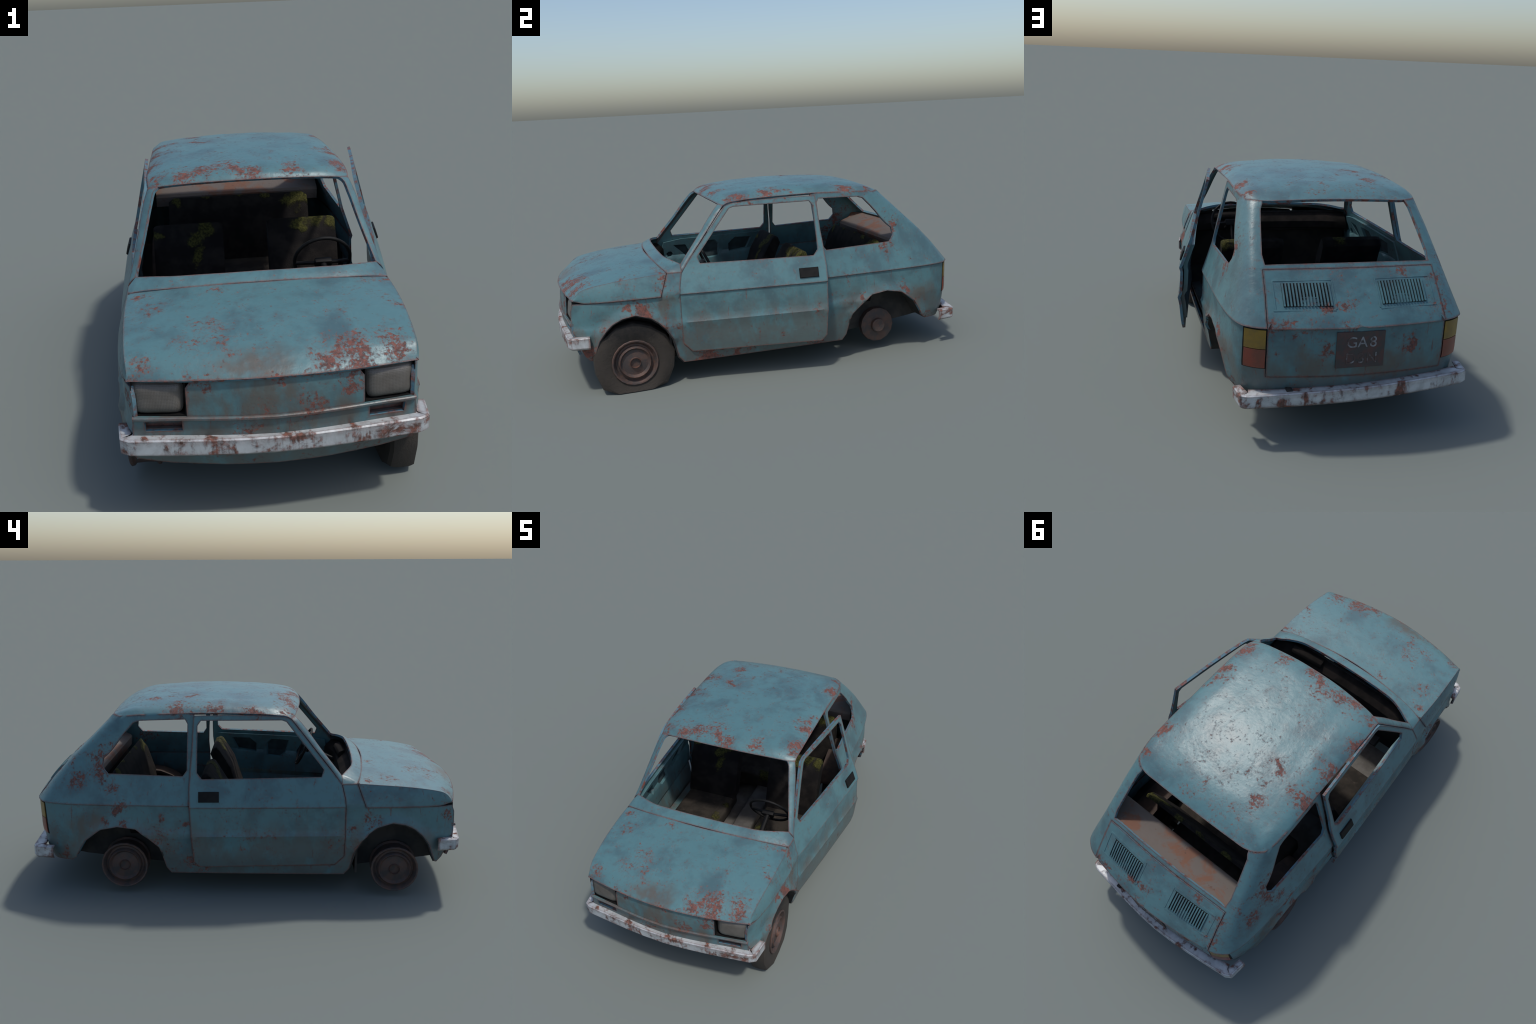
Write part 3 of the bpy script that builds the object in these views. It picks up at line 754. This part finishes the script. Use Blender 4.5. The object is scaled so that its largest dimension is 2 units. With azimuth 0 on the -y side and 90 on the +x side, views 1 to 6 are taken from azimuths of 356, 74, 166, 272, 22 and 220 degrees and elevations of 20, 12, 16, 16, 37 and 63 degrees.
for s in (1, -1):
    gr = tail_bar('vent_grille', .094 * s, .272 * s, .4955, .5635, .001, .0035, BLACK, lid)
    # raised press line round the grille
    for (a, b, c, d) in ((.082, .303, .5695, .5755), (.085, .310, .4835, .4885), (.080, .0855, .4885, .5695), (.300, .3055, .4885, .5695)):
        tail_bar('vent_frame', a * s, b * s, c, d, -.001, .0040, PLAIN, lid, 4)
    for i in range(15):
        x = .098 + .170 * i / 14
        tail_bar('vent_slat', (x - .0031) * s, (x + .0031) * s, .497, .562, .002, .0075, PLAIN, lid, 4)
    # tail lamp: dark frame, amber over red
    sgn = s
    def rect(x_out, x_in, z0, z1): return [(s_at(z0, x=x_out), z0), (s_at(z0, x=x_in), z0), (s_at(z1, x=x_in), z1), (s_at(z1, x=x_out), z1)]
    frame = tail_patch(rect(.4135, .3375, .279, .4305), .0008, .02, .004, [BLACK], 'tail_lamp', side=sgn)
    tail_patch(rect(.4095, .3405, .3560, .4270), .0035, .014, .004, [AMBER], 'amber_lens', frame, side=sgn)
    tail_patch(rect(.4090, .3400, .2830, .3535), .0035, .014, .004, [RED], 'red_lens', frame, side=sgn)
# number plate: a rusted square sheet hung on the cover, with faded characters
plate = box_between('number_plate', [[(-.091, .9715, .2815), (.091, .9715, .2815), (.091, .9775, .2815), (-.091, .9775, .2815)],
                                     [(-.091, .9745, .4195), (.091, .9745, .4195), (.091, .9805, .4195), (-.091, .9805, .4195)]], [PLATE], None, bevel=.0012, seg=1)
def letters(txt, x, z, h, spacing):
    for i, ch in enumerate(txt):
        cu = bpy.data.curves.new('t', 'FONT'); cu.body = ch; cu.size = h; cu.extrude = .0008; cu.align_x = 'CENTER'
        ob = bpy.data.objects.new('t', cu); bpy.context.scene.collection.objects.link(ob)
        bpy.context.view_layer.update()
        me = bpy.data.meshes.new_from_object(ob.evaluated_get(bpy.context.evaluated_depsgraph_get()))
        bpy.data.objects.remove(ob); me.name = 'plate_character'; me.materials.clear(); me.materials.append(LETTER)
        xx = x - i * spacing
        me.transform(Matrix.Translation((xx, .9770 + (z - .2815) * .0217 + .0014, z)) @ Matrix.Rotation(math.pi, 4, 'Z') @ Matrix.Rotation(math.pi / 2, 4, 'X'))
        link(bpy.data.objects.new('plate_character', me), plate)
letters('GA8', .034, .360, .058, .040)
letters('D3N', .036, .298, .058, .040)

# ------------------------------------------------------------------ bumpers
def bumper(name, ysign, z_top, height, tilt):
    path = [(-.449, .866), (-.438, .947), (-.412, .9635), (-.30, .9770), (-.2, .9880), (-.1, .9965), (0, 1.0)]
    path = path + [(-x, y) for x, y in reversed(path[:-1])]
    n = len(path); secs = []
    for i, (x, y) in enumerate(path):
        a = np.array(path[max(i-1, 0)]); b = np.array(path[min(i+1, n-1)]); t = (b - a) / np.linalg.norm(b - a); inn = np.array([t[1], -t[0]])
        if i in (0, n - 1): inn = np.array([1. if x < 0 else -1., 0.])
        w = .028 if abs(x) > .43 else .043; k = 1.25 if i in (1, 2, n-2, n-3) else 1.
        p = np.array([x, y]); h = height; sec = []
        for d, dz in ((.0, -.004), (.0, -.5 * h), (.0, -h + .010), (.010, -h), (w * .45, -h), (w * .45, -h + .004), (.014, -h + .005), (.006, -h + .014), (.006, -.010), (w, -.005), (w, 0.), (.004, 0.)):
            q = p + inn * d * k; sec.append((q[0], q[1] * ysign, z_top + dz))
        secs.append(sec)
    R = Matrix.Rotation(tilt, 3, 'Y'); c = Vector((0, 0, z_top))
    secs = [[tuple(R @ (Vector(p) - c) + c) for p in sec] for sec in secs]
    # subdivide each stretch for shading
    fine = []
    for i in range(n - 1):
        for k in range(3): fine.append([tuple(np.array(a) * (1 - k / 3) + np.array(b) * k / 3) for a, b in zip(secs[i], secs[i+1])])
    fine.append(secs[-1])
    return box_between(name, fine, [CHROME], smooth=28)
bumper('front_bumper', -1, .2835, .056, 0.)
rb = bumper('rear_bumper', 1, .2095, .056, math.radians(2.7)); rb.location.x = -.008
for s in (1, -1):
    for ys, z in ((-1, .25), (1, .19)):
        box('bumper_bracket', (s * .25 - .012, ys * .90 - .002, z - .012), (s * .25 + .012, ys * .965, z + .012), [UNDER], bevel=.003)

# ------------------------------------------------------------------ wheels
def lathe(prof, seg, flat=None, phase=0.):
    """revolve (radius, x) pairs about the x axis; optional flattening below z = flat"""
    v = []; f = []; n = len(prof)
    for i in range(seg):
        a = 2 * math.pi * (i + phase) / seg
        for r, x in prof: v.append([x, r * math.cos(a), r * math.sin(a)])
    for i in range(seg):
        for j in range(n - 1):
            a, b = i * n + j, ((i + 1) % seg) * n + j; f.append((a, b, b + 1, a + 1))
    return v, f
def wheel_part(name, prof, seg, origin, side, mat, parent=None, tilt=(0, 0), post=None, phase=0., smooth=35):
    v, f = lathe(prof, seg, phase=phase); v = np.array(v)
    if post: v = np.array([post(p) for p in v])
    v = v * [side, 1, 1]
    if side < 0: f = [tuple(reversed(t)) for t in f]
    ob = mesh_object(name, v, [tuple(reversed(t)) for t in f], [mat], parent, smooth=smooth)
    if parent is None: ob.location = origin; ob.rotation_euler = (0, tilt[0], tilt[1])
    return ob
RIM = [(.0, -.010), (.022, -.010), (.023, -.004), (.0235, .001), (.026, -.008), (.060, -.012), (.066, -.006), (.070, .000), (.0745, -.006), (.078, -.020), (.086, -.022), (.094, -.010),
       (.099, -.001), (.104, .0), (.107, -.004), (.106, -.010), (.098, -.016), (.096, -.050), (.098, -.080), (.106, -.088), (.105, -.094), (.094, -.094), (.085, -.05), (.05, -.045), (.0, -.045)]
RIM = [(r, x) for r, x in RIM]
for loc, side, tilt in (((-.440, -.680, .134), -1, (0., math.radians(-2))), ((-.437, .546, .137), -1, (math.radians(2), math.radians(2)))):
    wheel_part('wheel', RIM, 22, loc, side, STEEL, tilt=tilt, smooth=32)
fl = wheel_part('wheel', RIM, 22, (.440, -.677, .136), 1, STEEL, smooth=32, tilt=(0., math.radians(2)))
def squash(p):
    # flat tyre: the bottom spreads on the ground (wheel centre .136 above it)
    x, y, z = p; d = max(0., -.085 - z); a = math.atan2(z, y)
    lump = 1 + .018 * math.sin(3.1 * a + .7) + .012 * math.sin(5 * a) if math.hypot(y, z) > .12 else 1.
    y, z = y * lump, z * lump
    if z < -.1343: z = -.1343 - .022 * (-.1343 - z)
    return [x * (1 + 1.2 * d) + .10 * d, y * (1 + .8 * d), z]
TYRE = [(.098, -.026), (.104, -.010), (.135, -.003), (.169, -.003), (.184, -.010), (.1880, -.024), (.1890, -.044), (.1880, -.066), (.184, -.082), (.169, -.090), (.135, -.088), (.104, -.080), (.098, -.058)]
wheel_part('tyre', TYRE, 14, (0, 0, 0), 1, RUBBER, parent=fl, post=squash, phase=.42, smooth=30)
DRUM = [(0, .020), (.030, .020), (.0345, .017), (.036, .0), (.080, .0), (.087, -.004), (.088, -.034), (.080, -.036), (.076, -.06), (.0, -.06)]
wheel_part('brake_drum', DRUM, 14, (.362, .555, .132), 1, STEEL, tilt=(0, 0), smooth=32)
for y in (-.677, .55): box('axle_beam', (-.35, y - .014, .118), (.33, y + .014, .146), [UNDER], bevel=.004)

# ------------------------------------------------------------------ wheel housings, floor, underside
def housing(name, arch, side, x0, x1, mats):
    sf = Surf(); out = [(S(s_at(z, y=y), z)[0] - .005 + flare(y, z), y, z) for y, z in arch]; n = len(out)
    mid = [(x0, y * 1., z) for y, z in arch]; back = [(x1, y, z) for y, z in arch]
    sf.add(out + mid + back, [(i, i+1, n+i+1, n+i) for i in range(n-1)] + [(n+i, n+i+1, 2*n+i+1, 2*n+i) for i in range(n-1)])
    v, f = panel2d([(y, z) for y, z in arch], step=.05)
    sf.add([(x1, y, z) for y, z in v], f); sf.weld()
    V, F, I, T = sf.thicken(-.006)
    V = V * [side, 1, 1]
    if side < 0: F = [tuple(reversed(t)) for t in F]
    return mesh_object(name, V, F, mats, smooth=40)
for s in (1, -1):
    housing('wheel_housing', FRONT_ARCH, s, .39, .330, [WELL])
    housing('wheel_housing', REAR_ARCH, s, .39, .318, [WELL])
    # padded cover over the rear housing inside the cabin
    q = []
    for i in range(9):
        a = math.radians(152 - 124 * i / 8); y, z = .558 + .240 * math.cos(a), .15 + .215 * math.sin(a)
        q.append([(.305 * s, y, z), (.41 * s, y, z), (.41 * s, y, z + .012), (.305 * s, y, z + .012)])
    box_between('housing_cover', q, [WELL_IN], smooth=50)
floor = box('floor_pan', (-.425, -.440, .112), (.425, .325, .155), [FLOOR], bevel=.004)
box('floor_pan', (-.262, .327, .112), (.262, .60, .155), [FLOOR], bevel=.004)
box('floor_pan', (-.247, -.505, .112), (.247, -.442, .155), [FLOOR], bevel=.004)
box('gear_tunnel', (-.055, -.49, .128), (.055, .40, .195), [FLOOR], bevel=.015, seg=3)
box('underside_sheet', (-.245, -.885, .135), (.245, -.507, .150), [UNDER], bevel=.003)
box('underside_sheet', (-.265, .602, .135), (.265, .88, .150), [UNDER], bevel=.003)
box('firewall', (-.425, -.512, .112), (.425, -.502, .535), [UNDER])
for s in (1, -1): box('inner_sill', (s * .405 - .025, -.448, .114), (s * .405 + .024, .32, .165 if s > 0 else .212), [PAINT], bevel=.002)

# ------------------------------------------------------------------ cabin
dash_plan = hermite([0, .2, .3, .36, .405], [0., .004, .014, .032, .055])
q = []
for i in range(25):
    x = -.405 + .81 * i / 24; o = float(dash_plan(abs(x)))
    q.append([(x, -.503 + o, .530), (x, -.490 + o, .526), (x, -.467 + o, .506), (x, -.451 + o * .9, .489), (x, -.445 + o * .8, .458), (x, -.451 + o * .5, .446), (x, -.493, .44)])
dash = box_between('dashboard', q, [DASH], smooth=30)
box_between('instrument_binnacle', [[(.135, -.492, .505), (.135, -.462, .490), (.135, -.454, .513), (.135, -.462, .530), (.135, -.490, .540)],
                                    [(.312, -.480, .505), (.312, -.450, .490), (.312, -.442, .513), (.312, -.450, .530), (.312, -.476, .538)]], [DASH], dash, bevel=.004)
box('glove_tray', (-.36, -.49, .440), (.10, -.445, .450), [DASH], dash, bevel=.004)
# steering wheel on its column
C = Vector((.247, -.283, .529)); axis = (Vector((.251, -.321, .619)) - Vector((.25, -.240, .436))).normalized()
ux = Vector((1, 0, 0)); nrm = ux.cross(axis).normalized()
sw_v, sw_f = [], []
for i in range(32):
    a = 2 * math.pi * i / 32; rad = ux * math.cos(a) + axis * math.sin(a)
    for j in range(8):
        b = 2 * math.pi * j / 8; sw_v.append(tuple(C + rad * (.100 + .0065 * math.cos(b)) + nrm * (.0065 * math.sin(b))))
for i in range(32):
    for j in range(8): sw_f.append((i*8+j, ((i+1) % 32)*8+j, ((i+1) % 32)*8+(j+1) % 8, i*8+(j+1) % 8))
steer = mesh_object('steering_wheel', sw_v, sw_f, [BLACK], smooth=60)
def rod(name, a, b, r, mat, parent=None, seg=10, flatten=1.):
    a, b = Vector(a), Vector(b); d = (b - a).normalized(); u = d.orthogonal().normalized(); w = d.cross(u)
    qs = [[tuple(p + u * r * math.cos(2*math.pi*k/seg) + w * r * flatten * math.sin(2*math.pi*k/seg)) for k in range(seg)] for p in (a, b)]
    return box_between(name, qs, [mat], parent, smooth=50)
hub = C - nrm * .022 if nrm.y < 0 else C + nrm * .022
fwd = nrm if nrm.y < 0 else -nrm
hubc = C + fwd * .018
rod('steering_spoke', hubc, C + ux * .099 - axis * .012, .007, BLACK, steer); rod('steering_spoke', hubc, C - ux * .099 - axis * .012, .007, BLACK, steer)
rod('steering_spoke', hubc, C - axis * .098, .007, BLACK, steer)
box_between('steering_hub', [[tuple(hubc + ux * sx * .03 + axis * sz * .016 + fwd * dd) for sx, sz in ((-1, -1), (1, -1), (1, 1), (-1, 1))] for dd in (-.012, .012)], [BLACK], steer, bevel=.004)
rod('steering_column', hubc, hubc + fwd * .16, .012, BLACK, steer)

def seat(side, moss):
    fab = make_fabric('seat_fabric', moss); fab2 = make_fabric('seat_cushion_fabric', [((side * .12, -.15, .29), .10), ((side * .10, -.03, .30), .09)], (.022, .019, .016), (.042, .035, .028), (.07, .058, .045), .62)
    x0, x1 = side * .092, side * .374
    def sec(x, k): # backrest side profile, k shrinks the rounded ends
        pr = [(.022, .250), (.050, .325), (.092, .452), (.125, .504), (.156, .550), (.168, .556), (.190, .547), (.200, .520), (.164, .440), (.085, .250)]
        c = np.mean(pr, 0); return [(x, c[0] + (y - c[0]) * k, c[1] + (z - c[1]) * (k * .5 + .5)) for y, z in pr]
    dx = (x1 - x0)
    qs = [sec(x0, .86), sec(x0 + dx * .03, .96), sec(x0 + dx * .08, 1), sec(x0 + dx * .5, 1.0), sec(x1 - dx * .08, 1), sec(x1 - dx * .03, .96), sec(x1, .86)]
    st = box('seat', (min(x0, x1) + .006, -.225, .195), (max(x0, x1) - .006, .085, .264), [fab2], bevel=.016, seg=3)
    b = box_between('seat_back', qs, [fab], st, smooth=40)
    box('seat_rail', (min(x0, x1) + .03, -.20, .128), (max(x0, x1) - .03, .04, .197), [UNDER], st)
    return st
seat(1, [((.30, .17, .555), .10), ((.37, .17, .54), .08), ((.22, .15, .555), .08), ((.24, .13, .52), .06)])
seat(-1, [((-.16, .15, .555), .10), ((-.20, .12, .50), .08), ((-.19, .09, .44), .06), ((-.36, .14, .51), .05)])
# rear bench
fabB = make_fabric('bench_fabric', [((.29, .57, .55), .13), ((.24, .55, .53), .10), ((-.31, .57, .55), .06), ((0, .59, .56), .06), ((-.15, .59, .56), .07), ((.12, .60, .56), .06)])
fabC = make_fabric('bench_cushion_fabric', [((.0, .28, .29), .09), ((.25, .30, .3), .08)], (.028, .024, .02), (.05, .042, .034))
bench = box('rear_bench', (-.300, .265, .18), (.300, .52, .275), [fabC], bevel=.018, seg=3)
def bsec(x, k, drop=0.):
    pr = [(.485, .250), (.512, .340), (.566, .505), (.588, .548 - drop), (.596, .555 - drop), (.608, .544 - drop), (.580, .42), (.535, .250)]
    return [(x, y, z) for y, z in pr]
box_between('bench_back', [bsec(-.325, 1, .018), bsec(-.300, 1), bsec(0, 1), bsec(.300, 1), bsec(.325, 1, .018)], [fabB], bench, smooth=40)
# bare parcel shelf / engine box lid behind the bench
q = []
for i in range(15):
    x = -.385 + .77 * i / 14; e = max(0., abs(x) - .33) / .055; yr = .802 - .010 * (x / .3) ** 2 - .05 * e
    q.append([(x, .664, .500), (x, .660, .545), (x, .667, .557), (x, .72, .578), (x, yr, .605), (x, yr, .594), (x, .676, .548), (x, .676, .500)])
box_between('parcel_shelf', q, [SHELF], smooth=30)
box('bulkhead', (-.305, .667, .14), (.305, .675, .505), [UNDER])
for o in bpy.data.objects:
    if o.type == 'MESH': o.data.name = o.name
